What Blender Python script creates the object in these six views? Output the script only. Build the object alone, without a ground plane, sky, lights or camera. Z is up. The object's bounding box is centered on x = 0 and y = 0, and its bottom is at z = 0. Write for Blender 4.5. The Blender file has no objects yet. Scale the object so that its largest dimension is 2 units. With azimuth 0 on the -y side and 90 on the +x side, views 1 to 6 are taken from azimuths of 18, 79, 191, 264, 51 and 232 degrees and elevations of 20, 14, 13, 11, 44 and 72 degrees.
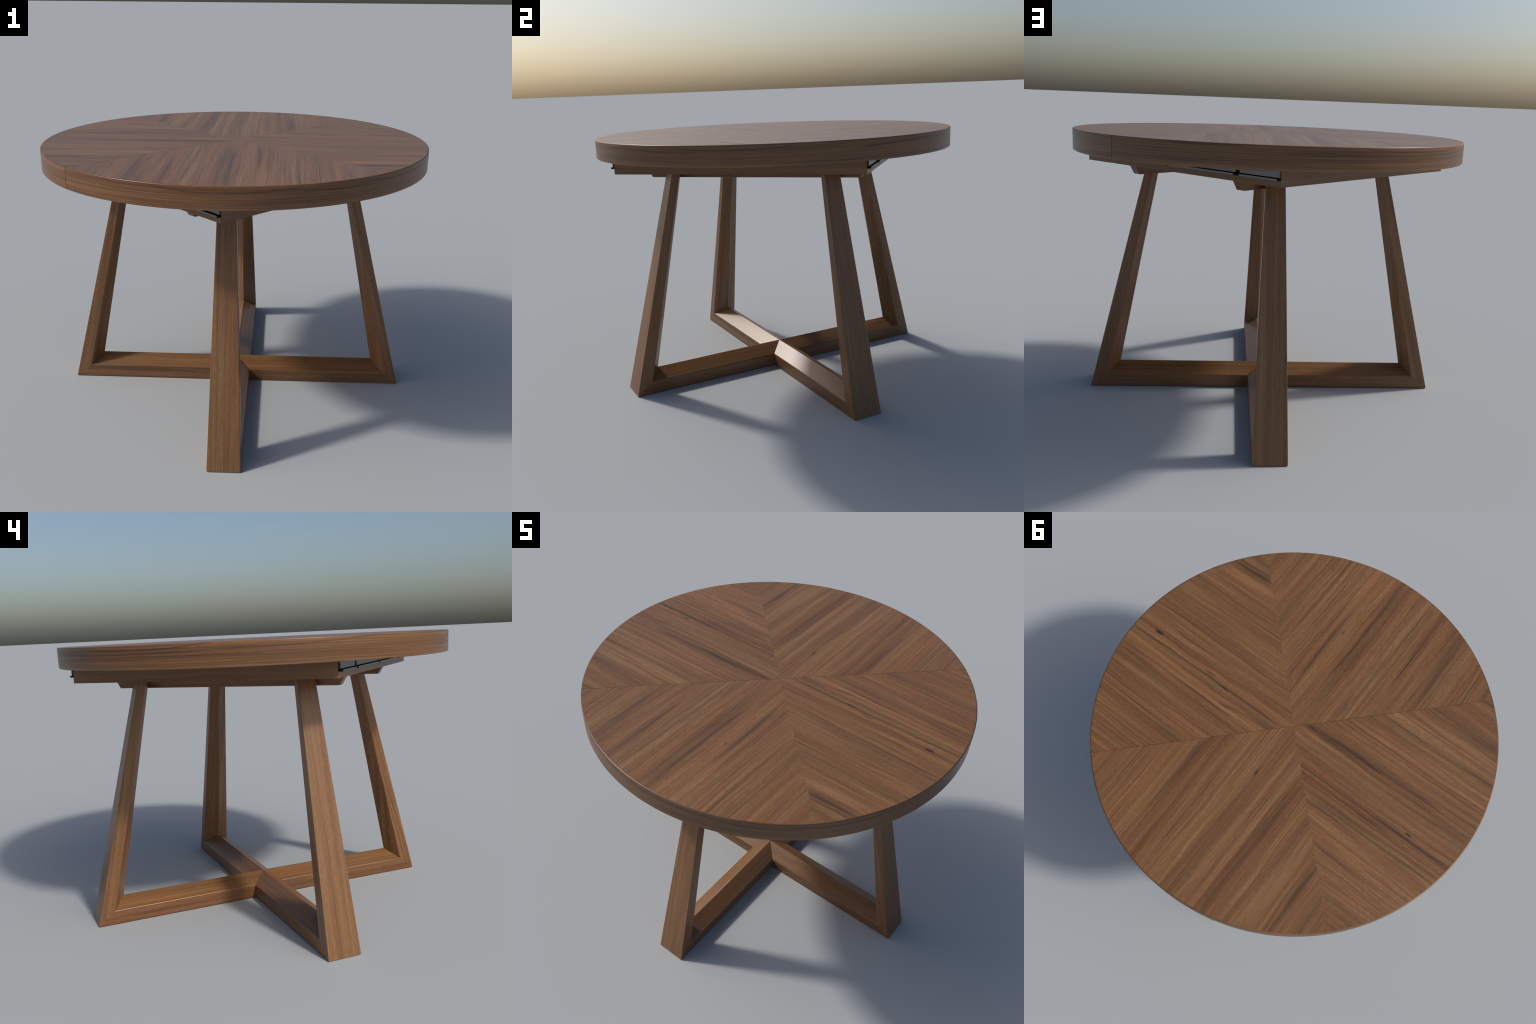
import bpy, bmesh, math
from mathutils import Vector, Matrix

# ------------------------------------------------------------------ layout
LEG_TURN = math.radians(15.72)            # legs stand on axes turned by this
TOP_TURN = LEG_TURN + math.radians(45)    # split line of the top, apron, battens

TOP_R, TOP_Z, TOP_BOTTOM = 1.0, 1.4053, 1.3038
EDGE_ROUND = 0.0045                       # rounded lip of the edge band
SPLIT_GAP = 0.0013                        # half the gap between both leaves
VENEER_GAP = 0.0007                       # the veneer closes most of it

FOOT_R, HALF_W = 0.9422, 0.0820            # foot reach and half width of the wood
LEAN = 0.2485                             # outward lean of the legs per metre
SHOULDER_Z, RIDGE_Z = 0.0695, 0.1202       # five-sided section of the stretchers
LEG_TOP = 1.2360

APRON, APRON_Z = 0.6658, 1.2322           # half side and lower edge of the apron

# ------------------------------------------------------------------ node helpers
class Nodes:
    """Small expression builder on a material's node tree."""
    def __init__(self, name):
        self.mat = bpy.data.materials.new(name)
        self.mat.use_nodes = True
        self.nt = self.mat.node_tree
        self.nt.nodes.clear()
        self.out = self.nt.nodes.new("ShaderNodeOutputMaterial")
        self.bsdf = self.nt.nodes.new("ShaderNodeBsdfPrincipled")
        self.nt.links.new(self.bsdf.outputs[0], self.out.inputs[0])

    def put(self, socket, v):
        if isinstance(v, (int, float)):
            socket.default_value = v
        elif isinstance(v, (tuple, list)):
            socket.default_value = v
        else:
            self.nt.links.new(v, socket)

    def m(self, op, *args):
        n = self.nt.nodes.new("ShaderNodeMath")
        n.operation = op
        for s, v in zip(n.inputs, args):
            self.put(s, v)
        return n.outputs[0]

    def add(self, a, b): return self.m('ADD', a, b)
    def sub(self, a, b): return self.m('SUBTRACT', a, b)
    def mul(self, a, b): return self.m('MULTIPLY', a, b)

    def position(self):
        tc = self.nt.nodes.new("ShaderNodeTexCoord")
        s = self.nt.nodes.new("ShaderNodeSeparateXYZ")
        self.nt.links.new(tc.outputs["Object"], s.inputs[0])
        return s.outputs[0], s.outputs[1], s.outputs[2]

    def random(self):
        return self.nt.nodes.new("ShaderNodeObjectInfo").outputs["Random"]

    def noise(self, x, y, z, scale=1.0, detail=2.0, rough=0.5, distortion=0.0):
        c = self.nt.nodes.new("ShaderNodeCombineXYZ")
        for s, v in zip(c.inputs, (x, y, z)):
            self.put(s, v)
        n = self.nt.nodes.new("ShaderNodeTexNoise")
        self.nt.links.new(c.outputs[0], n.inputs["Vector"])
        n.inputs["Scale"].default_value = scale
        n.inputs["Detail"].default_value = detail
        n.inputs["Roughness"].default_value = rough
        n.inputs["Distortion"].default_value = distortion
        return n.outputs[0]

    def smooth(self, v, lo, hi, a=0.0, b=1.0):
        n = self.nt.nodes.new("ShaderNodeMapRange")
        n.interpolation_type = 'SMOOTHSTEP'
        for i, val in enumerate((v, lo, hi, a, b)):
            self.put(n.inputs[i], val)
        return n.outputs[0]

    def ramp(self, v, stops):
        n = self.nt.nodes.new("ShaderNodeValToRGB")
        e = n.color_ramp.elements
        while len(e) < len(stops):
            e.new(0.5)
        for el, (p, c) in zip(e, stops):
            el.position = p
            el.color = (*c, 1)
        self.put(n.inputs[0], v)
        return n.outputs[0]

    def mix(self, fac, a, b, mode='MIX'):
        n = self.nt.nodes.new("ShaderNodeMix")
        n.data_type = 'RGBA'
        n.blend_type = mode
        self.put(n.inputs[0], fac)
        for i, v in ((6, a), (7, b)):
            self.put(n.inputs[i], (*v, 1) if isinstance(v, tuple) else v)
        return n.outputs[2]

    def bump(self, height, strength, distance):
        n = self.nt.nodes.new("ShaderNodeBump")
        n.inputs["Strength"].default_value = strength
        n.inputs["Distance"].default_value = distance
        self.put(n.inputs["Height"], height)
        self.nt.links.new(n.outputs[0], self.bsdf.inputs["Normal"])

    def streak(self, a, b, a0, a1, b0, width, mid=None, bend=0.0, fade=0.06):
        """Soft band along the grain from a0 to a1 near cross position b0."""
        centre = b0
        if bend:
            mid = (a0 + a1) / 2 if mid is None else mid
            centre = self.add(b0, self.mul(self.m('POWER', self.sub(a, mid), 2.0), bend))
        d = self.m('ABSOLUTE', self.sub(b, centre))
        across = self.smooth(d, 0.0, width, 1.0, 0.0)
        fade = min(fade, (a1 - a0) / 2)
        rise = self.smooth(a, a0 - fade, a0 + fade)
        fall = self.smooth(a, a1 - fade, a1 + fade, 1.0, 0.0)
        return self.mul(across, self.mul(rise, fall))


def tint(c, tone):
    return tuple(k * tone for k in c)


def walnut(N, a, b, c, wave=0.020, dark_lines=0.6, scale=1.0, tone=1.0, contrast=1.0,
           darks=(), lights=(), roughness=0.36, rings=0.0, spacing=0.010, fleck_amount=0.16):
    """Walnut figure: a runs with the grain, b across it, c picks the cut.
    darks / lights: single figure lines (from, to, across, width, strength, mid, bend)."""
    warp = N.sub(N.noise(N.mul(a, 1.1), N.mul(b, 3.0), c, detail=2), 0.5)
    warp2 = N.sub(N.noise(N.mul(a, 4.5), N.mul(b, 14.0), c, detail=1.5), 0.5)
    small = N.add(b, N.mul(warp2, wave * 0.34))
    b2 = N.add(small, N.mul(warp, wave))
    broad = N.noise(N.mul(a, 0.6), N.mul(b2, 12.0 * scale), c, detail=2, rough=0.5)
    band = N.noise(N.mul(a, 0.8), N.mul(b2, 52.0 * scale), N.add(c, 1.7), detail=4, rough=0.66)
    fine = N.noise(N.mul(a, 3.5), N.mul(b2, 190.0 * scale), c, detail=3, rough=0.6)
    fleck = N.noise(N.mul(a, 45.0), N.mul(b2, 190.0), c, detail=2.5, rough=0.6)
    v = N.add(N.add(N.mul(broad, 0.24), N.mul(band, 0.37)),
              N.add(N.mul(fine, 0.23), N.mul(fleck, fleck_amount)))
    if rings:                              # growth rings cut along the board
        drift = N.noise(N.mul(a, 0.8), N.mul(b, 14.0), N.add(c, 5.5), detail=2)
        phase = N.add(N.mul(small, 2 * math.pi / spacing), N.mul(drift, 16.0))
        v = N.add(v, N.mul(N.m('SINE', phase), rings))
    spread = 0.140 / contrast
    v = N.m('MULTIPLY_ADD', N.sub(v, 0.5), 0.5 / spread, 0.5)
    col = N.ramp(v, [(0.0, tint((0.082, 0.036, 0.0150), tone)),
                     (0.28, tint((0.128, 0.058, 0.0225), tone)),
                     (0.55, tint((0.176, 0.083, 0.0320), tone)),
                     (0.80, tint((0.222, 0.109, 0.0440), tone)),
                     (1.0, tint((0.285, 0.150, 0.0640), tone))])
    # slightly redder and slightly more olive zones
    hue = N.noise(N.mul(a, 0.7), N.mul(b2, 20.0), N.add(c, 7.3), detail=2)
    col = N.mix(N.smooth(hue, 0.36, 0.64), N.mix(1.0, col, (1.03, 0.965, 0.95), 'MULTIPLY'),
                N.mix(1.0, col, (0.98, 1.03, 1.03), 'MULTIPLY'))
    # thin late-wood lines
    line = N.noise(N.mul(a, 0.7), N.mul(b2, 92.0 * scale), N.add(c, 3.1), detail=2)
    gate = N.noise(N.mul(a, 1.3), N.mul(b2, 9.0), N.add(c, 11.0), detail=1)
    lm = N.mul(N.smooth(line, 0.56, 0.66), N.smooth(gate, 0.38, 0.58))
    col = N.mix(N.mul(lm, dark_lines), col, tint((0.070, 0.032, 0.0150), tone))
    for marks, colour in ((darks, (0.046, 0.0215, 0.0125)), (lights, (0.275, 0.148, 0.064))):
        total = None
        for m in marks:
            a0, a1, b0, w, power = m[:5]
            mk = N.mul(N.streak(a, small, a0, a1, b0, w, *m[5:]), power)
            total = mk if total is None else N.m('MAXIMUM', total, mk)
        if total is not None:
            rough_edge = N.smooth(N.add(N.mul(fine, 0.5), N.mul(band, 0.5)), 0.40, 0.56, 1.0, 0.45) if colour[0] < 0.1 \
                else N.smooth(N.add(N.mul(fine, 0.5), N.mul(band, 0.5)), 0.40, 0.58, 0.35, 1.0)
            col = N.mix(N.mul(total, rough_edge), col, tint(colour, tone))
    N.put(N.bsdf.inputs["Base Color"], col)
    N.put(N.bsdf.inputs["Roughness"], N.add(roughness - 0.03, N.mul(fine, 0.06)))
    N.bump(fleck, 0.04, 0.001)
    return N.mat


def leg_material():
    N = Nodes("walnut_leg")
    x, y, z = N.position()
    r = N.random()
    across = N.add(y, N.mul(N.add(x, N.mul(z, LEAN)), 0.8))
    return walnut(N, z, N.add(across, N.mul(r, 5.0)), N.mul(r, 31.0), wave=0.010,
                  dark_lines=0.4, scale=1.25, contrast=0.85, tone=1.03, fleck_amount=0.22)


def along_x_material(name, dark_lines=0.4, contrast=0.85, tone=1.01):
    N = Nodes(name)
    x, y, z = N.position()
    r = N.random()
    # z and |y| both count, so sides and slopes each show full figure
    across = N.add(N.sub(N.mul(z, 0.75), N.mul(N.m('ABSOLUTE', y), 1.2)), N.mul(N.m('SIGN', y), 0.7))
    return walnut(N, N.add(x, N.mul(r, 9.0)), across, N.mul(r, 37.0), wave=0.010,
                  dark_lines=dark_lines, scale=1.25, tone=tone, fleck_amount=0.20, contrast=contrast)


BAND_DARKS = (
    # first leaf
    ((0.30, 0.66, 1.3975, 0.0085, 1.00), (0.80, 1.10, 1.3745, 0.0060, 0.80),
     (1.14, 1.82, 1.3820, 0.0055, 1.00, 1.45, 0.17), (0.95, 1.98, 1.3685, 0.0050, 0.80, 1.40, 0.05),
     (1.85, 2.55, 1.3770, 0.0055, 0.90, 1.80, 0.05)),
    # second leaf
    ((0.50, 1.08, 1.3770, 0.0060, 1.10, 0.80, 0.20), (1.05, 1.52, 1.3695, 0.0065, 1.10, 1.50, 0.10),
     (1.44, 1.98, 1.3805, 0.0065, 1.20, 1.68, 0.15), (2.30, 2.95, 1.3850, 0.0095, 1.00, 2.75, -0.08)))


def band_material(index):
    """Edge band: the grain runs round the rim."""
    N = Nodes("walnut_edge_band")
    x, y, z = N.position()
    ang = N.m('ARCTAN2', y, x)
    return walnut(N, ang, z, 2.0 + 4.7 * index, wave=0.008, dark_lines=0.45, scale=1.7,
                  contrast=1.05, tone=1.07, rings=0.026, spacing=0.0105, fleck_amount=0.07, darks=BAND_DARKS[index],
                  lights=((-0.1, 3.3, 1.3085, 0.006, 0.35),))


# figure lines of the four veneer quarters: along from, to, across, width, strength
VENEER_DARKS = (
    ((0.10, 0.98, 0.110, 0.020, 0.60), (0.20, 0.97, 0.192, 0.030, 0.50), (0.50, 0.90, 0.490, 0.035, 0.50),
     (0.33, 0.75, -0.306, 0.030, 0.45), (0.282, 0.318, -0.004, 0.009, 1.20), (0.25, 0.80, -0.150, 0.012, 0.40)),
    ((0.05, 0.46, -0.055, 0.024, 1.05), (0.055, 0.095, -0.050, 0.014, 1.80), (0.735, 0.765, 0.118, 0.009, 1.40), (0.30, 0.76, -0.069, 0.026, 0.70), (0.15, 0.64, 0.166, 0.013, 0.80),
     (0.58, 0.98, 0.138, 0.013, 0.90), (0.46, 0.90, -0.475, 0.048, 0.60), (0.29, 0.95, -0.312, 0.010, 0.60),
     (0.28, 0.95, 0.250, 0.036, 0.50), (0.45, 0.76, 0.420, 0.014, 0.55), (0.68, 0.93, 0.376, 0.014, 0.55)),
    ((0.48, 0.96, -0.256, 0.011, 0.85), (0.44, 0.92, -0.390, 0.035, 0.45), (0.13, 0.30, -0.142, 0.026, 0.85),
     (0.25, 0.62, -0.155, 0.013, 0.65), (0.35, 0.98, 0.014, 0.020, 0.50), (0.22, 0.68, 0.140, 0.016, 0.60),
     (0.552, 0.578, 0.105, 0.008, 1.20)),
    ((0.05, 0.36, -0.092, 0.016, 0.70, 0.05, -0.30), (0.30, 0.98, -0.150, 0.016, 0.70),
     (0.10, 1.00, -0.045, 0.013, 0.70), (0.843, 0.880, -0.001, 0.015, 2.00), (0.486, 0.530, -0.028, 0.009, 1.60),
     (0.375, 0.428, -0.048, 0.010, 1.60), (0.58, 0.83, 0.575, 0.045, 0.70), (0.25, 0.80, 0.060, 0.014, 0.45)))
VENEER_LIGHTS = (
    ((0.10, 0.96, 0.080, 0.018, 0.60), (0.38, 0.90, 0.390, 0.050, 0.50)),
    ((0.50, 0.90, -0.412, 0.022, 0.60), (0.10, 0.80, -0.015, 0.014, 0.40)),
    ((0.15, 0.60, 0.075, 0.010, 0.55),),
    ((0.53, 0.80, 0.522, 0.020, 0.60), (0.20, 0.90, -0.235, 0.030, 0.45)))


def veneer_material(index):
    """One quarter of the top; grain points at the centre on its diagonal."""
    N = Nodes("walnut_veneer")
    x, y, z = N.position()
    a = N.mul(N.add(N.m('ABSOLUTE', x), N.m('ABSOLUTE', y)), 0.70711)
    b = N.mul(N.sub(N.m('ABSOLUTE', y), N.m('ABSOLUTE', x)), 0.70711)
    return walnut(N, a, b, 5.0 + 8.3 * index, wave=0.044, dark_lines=0.50, scale=0.88, fleck_amount=0.20, rings=0.016, spacing=0.013,
                  darks=VENEER_DARKS[index], lights=VENEER_LIGHTS[index])


def plain_material(name, color, metallic=0.0, roughness=0.4, specular=0.5):
    N = Nodes(name)
    x, y, z = N.position()
    n = N.noise(x, y, z, scale=60, detail=2)
    col = N.mix(n, tuple(k * 0.92 for k in color), tuple(k * 1.08 for k in color))
    N.put(N.bsdf.inputs["Base Color"], col)
    N.bsdf.inputs["Metallic"].default_value = metallic
    N.bsdf.inputs["Roughness"].default_value = roughness
    N.bsdf.inputs["Specular IOR Level"].default_value = specular
    return N.mat


# ------------------------------------------------------------------ mesh helpers
def mesh_object(name, bm, mats, parent, turn=0.0, smooth=True, kind=None):
    bmesh.ops.recalc_face_normals(bm, faces=bm.faces)
    for e in bm.edges:                     # mitres and saw cuts stay crisp
        if e.is_manifold:
            e.smooth = e.calc_face_angle() < math.radians(48)
    me = bpy.data.meshes.new(name)
    bm.to_mesh(me)
    bm.free()
    for m in (mats if isinstance(mats, (list, tuple)) else [mats]):
        me.materials.append(m)
    ob = bpy.data.objects.new(name, me)
    bpy.context.scene.collection.objects.link(ob)
    ob.rotation_euler = (0, 0, turn)
    ob.parent = parent
    if smooth:
        me.polygons.foreach_set("use_smooth", [True] * len(me.polygons))
        wn = ob.modifiers.new("weighted", 'WEIGHTED_NORMAL')
        wn.mode = 'FACE_AREA'
        wn.weight = 100
        wn.keep_sharp = True
    return ob


def share(ob, turn, parent):
    c = ob.copy()
    c.rotation_euler = (0, 0, turn)
    c.parent = parent
    bpy.context.scene.collection.objects.link(c)
    return c


def hull(points):
    bm = bmesh.new()
    for p in points:
        bm.verts.new(p)
    r = bmesh.ops.convex_hull(bm, input=bm.verts)
    bmesh.ops.dissolve_limit(bm, angle_limit=0.002, verts=bm.verts, edges=bm.edges)
    return bm


def bevel(bm, width, keep=None, segments=3):
    edges = [e for e in bm.edges if e.is_manifold and e.calc_face_angle() > 0.2
             and (keep is None or keep(e))]
    bmesh.ops.bevel(bm, geom=edges, offset=width, segments=segments, profile=0.5,
                    affect='EDGES', clamp_overlap=True)


def box(bm, lo, hi):
    """Box from two corners, as its own bevel-ready piece."""
    v = [bm.verts.new((x, y, z)) for x in (lo[0], hi[0]) for y in (lo[1], hi[1]) for z in (lo[2], hi[2])]
    for f in ((0, 1, 3, 2), (4, 6, 7, 5), (0, 4, 5, 1), (2, 3, 7, 6), (0, 2, 6, 4), (1, 5, 7, 3)):
        bm.faces.new([v[i] for i in f])
    return v


def boxed(lo, hi, width=0.0, segments=3):
    bm = bmesh.new()
    box(bm, lo, hi)
    if width:
        bevel(bm, width, segments=segments)
    return bm


# ------------------------------------------------------------------ materials
MAT_LEG = leg_material()
MAT_STRETCHER = along_x_material("walnut_stretcher")
MAT_APRON = along_x_material("walnut_apron", dark_lines=0.25, contrast=0.7)
MAT_BAND = [band_material(i) for i in range(2)]
MAT_VENEER = [veneer_material(i) for i in range(4)]
MAT_STEEL = plain_material("slide_steel", (0.20, 0.21, 0.222), metallic=0.85, roughness=0.38)
MAT_STEEL_END = plain_material("slide_steel_end", (0.05, 0.052, 0.055), metallic=0.8, roughness=0.4)
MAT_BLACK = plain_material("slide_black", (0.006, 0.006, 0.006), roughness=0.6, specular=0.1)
MAT_JOINT_DARK = plain_material("joint_dark_brown", (0.034, 0.017, 0.009), roughness=0.7)

# ------------------------------------------------------------------ the table
table = bpy.data.objects.new("dining_table", None)
bpy.context.scene.collection.objects.link(table)
table["label"] = "round walnut extending dining table with crossed sled legs"
table["category"] = "dining table"

# ---- legs and stretchers: five-sided section, mitred at the foot -----------
def leg_section(z):
    """outer, shoulder and ridge reach plus half width of the leg at height z"""
    outer = 0.9432 - LEAN * z
    ridge = 0.8132 - 0.1963 * z
    shoulder = 0.8708 - 0.2243 * z
    half = HALF_W - 0.0308 * z
    return outer, shoulder, ridge, half

def mitre_r(z):
    return FOOT_R - (FOOT_R - 0.7903) * z / RIDGE_Z

o, s, r, h = leg_section(LEG_TOP)

def build_leg():
    bm = bmesh.new()
    V = {}
    for sgn in (-1, 1):
        V['o0', sgn] = bm.verts.new((FOOT_R, sgn * HALF_W, 0))
        V['s0', sgn] = bm.verts.new((mitre_r(SHOULDER_Z), sgn * HALF_W, SHOULDER_Z))
        V['o1', sgn] = bm.verts.new((o, sgn * h, LEG_TOP))
        V['s1', sgn] = bm.verts.new((s, sgn * h, LEG_TOP))
    r0 = bm.verts.new((mitre_r(RIDGE_Z), 0, RIDGE_Z))
    r1 = bm.verts.new((r, 0, LEG_TOP))
    bm.faces.new([V['o0', -1], V['o0', 1], V['o1', 1], V['o1', -1]])
    for g in (-1, 1):
        bm.faces.new([V['o0', g], V['s0', g], V['s1', g], V['o1', g]])
        bm.faces.new([V['s0', g], r0, r1, V['s1', g]])
    bm.faces.new([V['o0', -1], V['s0', -1], r0, V['s0', 1], V['o0', 1]])
    bm.faces.new([V['o1', -1], V['s1', -1], r1, V['s1', 1], V['o1', 1]])
    bmesh.ops.recalc_face_normals(bm, faces=bm.faces)
    bevel(bm, 0.0030, segments=3, keep=lambda e: abs(e.verts[0].co.z - e.verts[1].co.z) > 0.5)
    return bm

def build_stretcher():
    bm = bmesh.new()
    V = {}
    for g in (-1, 1):
        V['b0', g] = bm.verts.new((HALF_W, g * HALF_W, 0))
        V['s0', g] = bm.verts.new((HALF_W, g * HALF_W, SHOULDER_Z))
        V['b1', g] = bm.verts.new((FOOT_R, g * HALF_W, 0))
        V['s1', g] = bm.verts.new((mitre_r(SHOULDER_Z), g * HALF_W, SHOULDER_Z))
    c0, r0 = bm.verts.new((0, 0, 0)), bm.verts.new((0, 0, RIDGE_Z))
    r1 = bm.verts.new((mitre_r(RIDGE_Z), 0, RIDGE_Z))
    bm.faces.new([c0, V['b0', -1], V['b1', -1], V['b1', 1], V['b0', 1]])
    for g in (-1, 1):
        bm.faces.new([V['b0', g], V['b1', g], V['s1', g], V['s0', g]])
        bm.faces.new([V['s0', g], V['s1', g], r1, r0])
        bm.faces.new([c0, r0, V['s0', g], V['b0', g]])
    bm.faces.new([V['b1', -1], V['b1', 1], V['s1', 1], r1, V['s1', -1]])
    bmesh.ops.recalc_face_normals(bm, faces=bm.faces)
    bevel(bm, 0.0034, segments=3, keep=lambda e: abs(e.verts[0].co.x - e.verts[1].co.x) > 0.5)
    return bm

leg = mesh_object("leg", build_leg(), MAT_LEG, table, LEG_TURN)
stretcher = mesh_object("stretcher", build_stretcher(), MAT_STRETCHER, table, LEG_TURN)
for k in (1, 2, 3):
    share(leg, LEG_TURN + k * math.pi / 2, table)
    share(stretcher, LEG_TURN + k * math.pi / 2, table)

# ---- apron: two closed panels, two low rails under the slides, a base board --
panel = mesh_object("apron_panel",
                    boxed((-APRON + 0.0015, APRON - 0.030, APRON_Z), (APRON - 0.0015, APRON, TOP_BOTTOM - 0.0008), 0.0018),
                    MAT_APRON, table, TOP_TURN)
share(panel, TOP_TURN + math.pi, table)
RAIL_Z = 1.2605
rail = mesh_object("apron_rail",
                   boxed((-APRON + 0.0006, APRON - 0.030, APRON_Z + 0.0004), (APRON - 0.0006, APRON, RAIL_Z), 0.0018),
                   MAT_APRON, table, TOP_TURN + math.pi / 2)
share(rail, TOP_TURN - math.pi / 2, table)
mesh_object("apron_base_board",
            boxed((-APRON + 0.031, -APRON + 0.031, APRON_Z + 0.006), (APRON - 0.031, APRON - 0.031, APRON_Z + 0.024)),
            MAT_APRON, table, TOP_TURN)

# ---- battens under the apron, ends cut back ---------------------------------
def build_batten():
    y0, y1, z0, z1 = 0.3415, 0.3905, 1.1828, APRON_Z + 0.004
    e0, e1 = 0.5870, 0.5870 + 0.60 * (z1 - z0)
    bm = hull([(sg * e, y, z) for sg in (-1, 1) for y in (y0, y1) for e, z in ((e0, z0), (e1, z1))])
    bmesh.ops.recalc_face_normals(bm, faces=bm.faces)
    bevel(bm, 0.0015)
    return bm

batten = mesh_object("support_batten", build_batten(), MAT_APRON, table, TOP_TURN)
share(batten, TOP_TURN + math.pi, table)

# ---- steel slides along both open sides of the apron -------------------------
TICKS = (-0.430, 0.020, 0.430)
TICK_W = {-0.430: 0.022, 0.020: 0.007, 0.430: 0.022}

def build_slide():
    """web plate and a small lip, in lengths between the dark ticks (slot 1 = dark ends)"""
    bm = bmesh.new()
    ends = [-APRON] + [e for s in TICKS for e in (s - TICK_W[s] / 2, s + TICK_W[s] / 2)] + [APRON]
    for a, b in zip(ends[0::2], ends[1::2]):
        web = box(bm, (a + 0.0002, APRON + 0.0005, 1.2725), (b - 0.001, APRON + 0.0085, TOP_BOTTOM - 0.001))
        box(bm, (a + 0.006, APRON + 0.0105, 1.2612), (b - 0.006, APRON + 0.0180, 1.2680))
    bm.normal_update()
    for f in bm.faces:                     # end faces take the darker grey
        if abs(f.normal.x) > 0.9:
            f.material_index = 1
    return bm

def build_shadow_gap():  # black boxes drawing the shadow line between web and lip
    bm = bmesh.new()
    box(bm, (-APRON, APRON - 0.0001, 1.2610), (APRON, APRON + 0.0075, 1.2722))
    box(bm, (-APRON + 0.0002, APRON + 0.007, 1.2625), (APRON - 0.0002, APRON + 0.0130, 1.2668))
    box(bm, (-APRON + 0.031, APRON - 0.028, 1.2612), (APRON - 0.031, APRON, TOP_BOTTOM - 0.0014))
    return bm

def build_dark_tick(width):
    """black tick between two lengths of slide; at the ends only a low block"""
    bm = bmesh.new()
    w = width / 2
    if width < 0.006:
        box(bm, (-w, APRON + 0.0004, 1.2605), (w, APRON + 0.0185, 1.2695))
        return bm
    box(bm, (-w, APRON + 0.0004, 1.2615), (w, APRON + 0.0092, TOP_BOTTOM - 0.0012))
    box(bm, (-w - 0.003, APRON + 0.0090, 1.2605), (w + 0.003, APRON + 0.0190, 1.2695))
    return bm

slides = []
base = mesh_object("slide_rail", build_slide(), [MAT_STEEL, MAT_STEEL_END], table, TOP_TURN + math.pi / 2, smooth=False)
slides.append(base)
slides.append(share(base, TOP_TURN - math.pi / 2, table))
shadow_gap = mesh_object("slide_shadow_gap", build_shadow_gap(), MAT_BLACK, None, 0, smooth=False)
shadow_gap.parent = slides[0]
c2 = shadow_gap.copy(); bpy.context.scene.collection.objects.link(c2); c2.parent = slides[1]
tick_mesh = {}
for si, sl in enumerate(slides):
    for s in (*TICKS, -APRON + 0.0025, APRON - 0.0025):
        w = TICK_W.get(s, 0.005)
        if w not in tick_mesh:
            ob = mesh_object("slide_dark_tick", build_dark_tick(w), MAT_BLACK, None, 0, smooth=False)
            tick_mesh[w] = ob.data
        else:
            ob = bpy.data.objects.new("slide_dark_tick", tick_mesh[w])
            bpy.context.scene.collection.objects.link(ob)
        ob.parent = sl
        ob.location = (s, 0, 0)

# ---- table top: two leaves, each an edge band with two veneer quarters --------
SEG = 96                                   # segments over half a turn

def arc(radius, gap, n=SEG, half=True):
    """points of a half (or quarter) circle lying gap beyond the split line y=0"""
    a0 = math.asin(gap / radius)
    return [(radius * math.cos(t), radius * math.sin(t))
            for t in (a0 + (math.pi - 2 * a0) * i / n for i in range(n + 1))]

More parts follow.
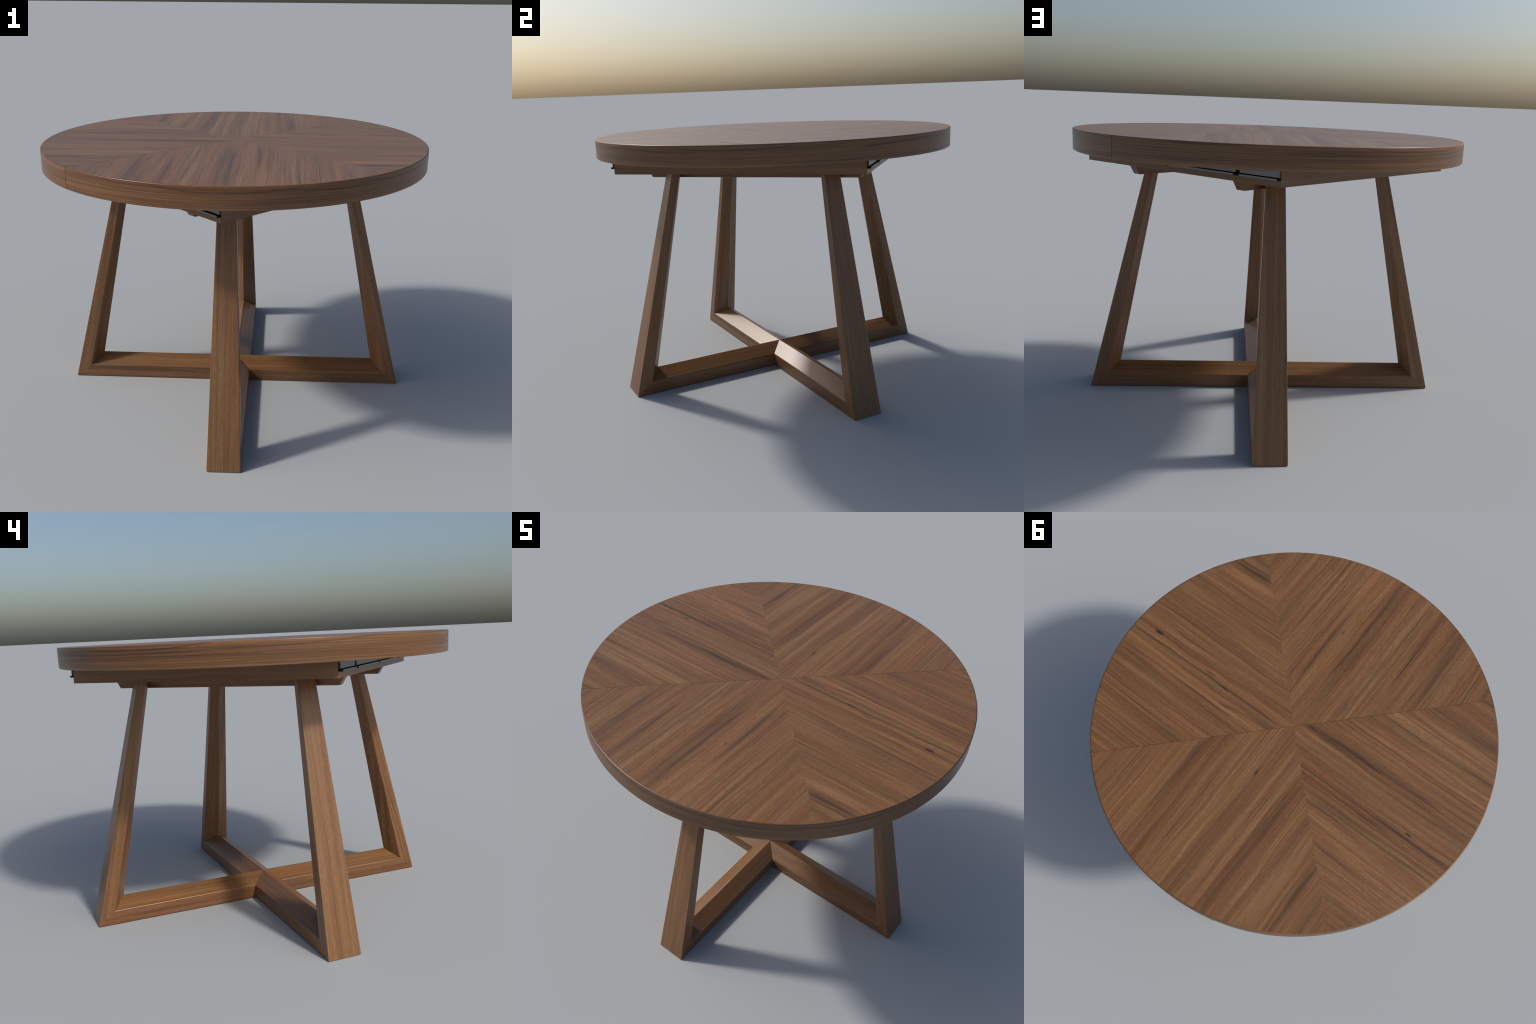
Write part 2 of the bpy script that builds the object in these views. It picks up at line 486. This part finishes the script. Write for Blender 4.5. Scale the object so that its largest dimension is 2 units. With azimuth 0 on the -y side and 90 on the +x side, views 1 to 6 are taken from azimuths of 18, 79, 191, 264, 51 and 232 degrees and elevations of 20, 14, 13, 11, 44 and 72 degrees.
def build_leaf():
    """half disc body with rounded lip; the veneer lies in a shallow recess"""
    e = EDGE_ROUND
    prof = [(0.9938 - 0.0, TOP_Z - 0.0022), (0.9940, TOP_Z)]
    for i in range(0, 5):
        t = math.pi / 2 * i / 4
        prof.append((TOP_R - e + e * math.sin(t), TOP_Z - e + e * math.cos(t)))
    prof.append((TOP_R, TOP_BOTTOM + 0.003))
    prof.append((TOP_R - 0.003, TOP_BOTTOM))
    bm = bmesh.new()
    rings = []
    for rad, z in prof:
        rings.append([bm.verts.new((x, y, z)) for x, y in arc(rad, SPLIT_GAP)])
    for ra, rb in zip(rings, rings[1:]):
        for i in range(SEG):
            bm.faces.new([ra[i], ra[i + 1], rb[i + 1], rb[i]])
    bm.faces.new(rings[0])
    bm.faces.new(rings[-1][::-1])
    bm.faces.new([rg[0] for rg in rings] + [rg[-1] for rg in rings][::-1])
    bmesh.ops.triangulate(bm, faces=[f for f in bm.faces if len(f.verts) > 4])
    return bm

def build_quarter(sign):
    """veneer quarter: thin plate from the chevron joint (x=0) to the band"""
    bm = bmesh.new()
    n = SEG // 2
    R = 0.9939
    a0 = math.asin(VENEER_GAP / R)
    rim = [(sign * R * math.cos(t), R * math.sin(t)) for t in
           (a0 + (math.pi / 2 - a0) * i / n for i in range(n + 1))]
    outline = [(0.0, VENEER_GAP)] + rim
    zt, zb = TOP_Z + 0.0001, TOP_Z - 0.0018
    top = [bm.verts.new((x, y, zt)) for x, y in outline]
    bot = [bm.verts.new((x, y, zb)) for x, y in outline]
    bm.faces.new(top); bm.faces.new(bot[::-1])
    k = len(outline)
    for i in range(k):
        bm.faces.new([top[i], bot[i], bot[(i + 1) % k], top[(i + 1) % k]])
    return bm

for li, turn in enumerate((TOP_TURN, TOP_TURN + math.pi)):
    leaf = mesh_object("tabletop_leaf", build_leaf(), MAT_BAND[li], table, turn, smooth=True)
    for qi, sign in enumerate((1, -1)):
        q = mesh_object("veneer_panel", build_quarter(sign), MAT_VENEER[li * 2 + qi], None, 0, smooth=False)
        q.parent = leaf

# dark brown strip along the line between the leaves, a little below the surface
mesh_object("joint_dark_strip",
            boxed((-TOP_R + 0.0010, -SPLIT_GAP + 0.0001, TOP_BOTTOM + 0.001),
                  (TOP_R - 0.0010, SPLIT_GAP - 0.0001, TOP_Z - 0.0024)),
            MAT_JOINT_DARK, table, TOP_TURN, smooth=False)
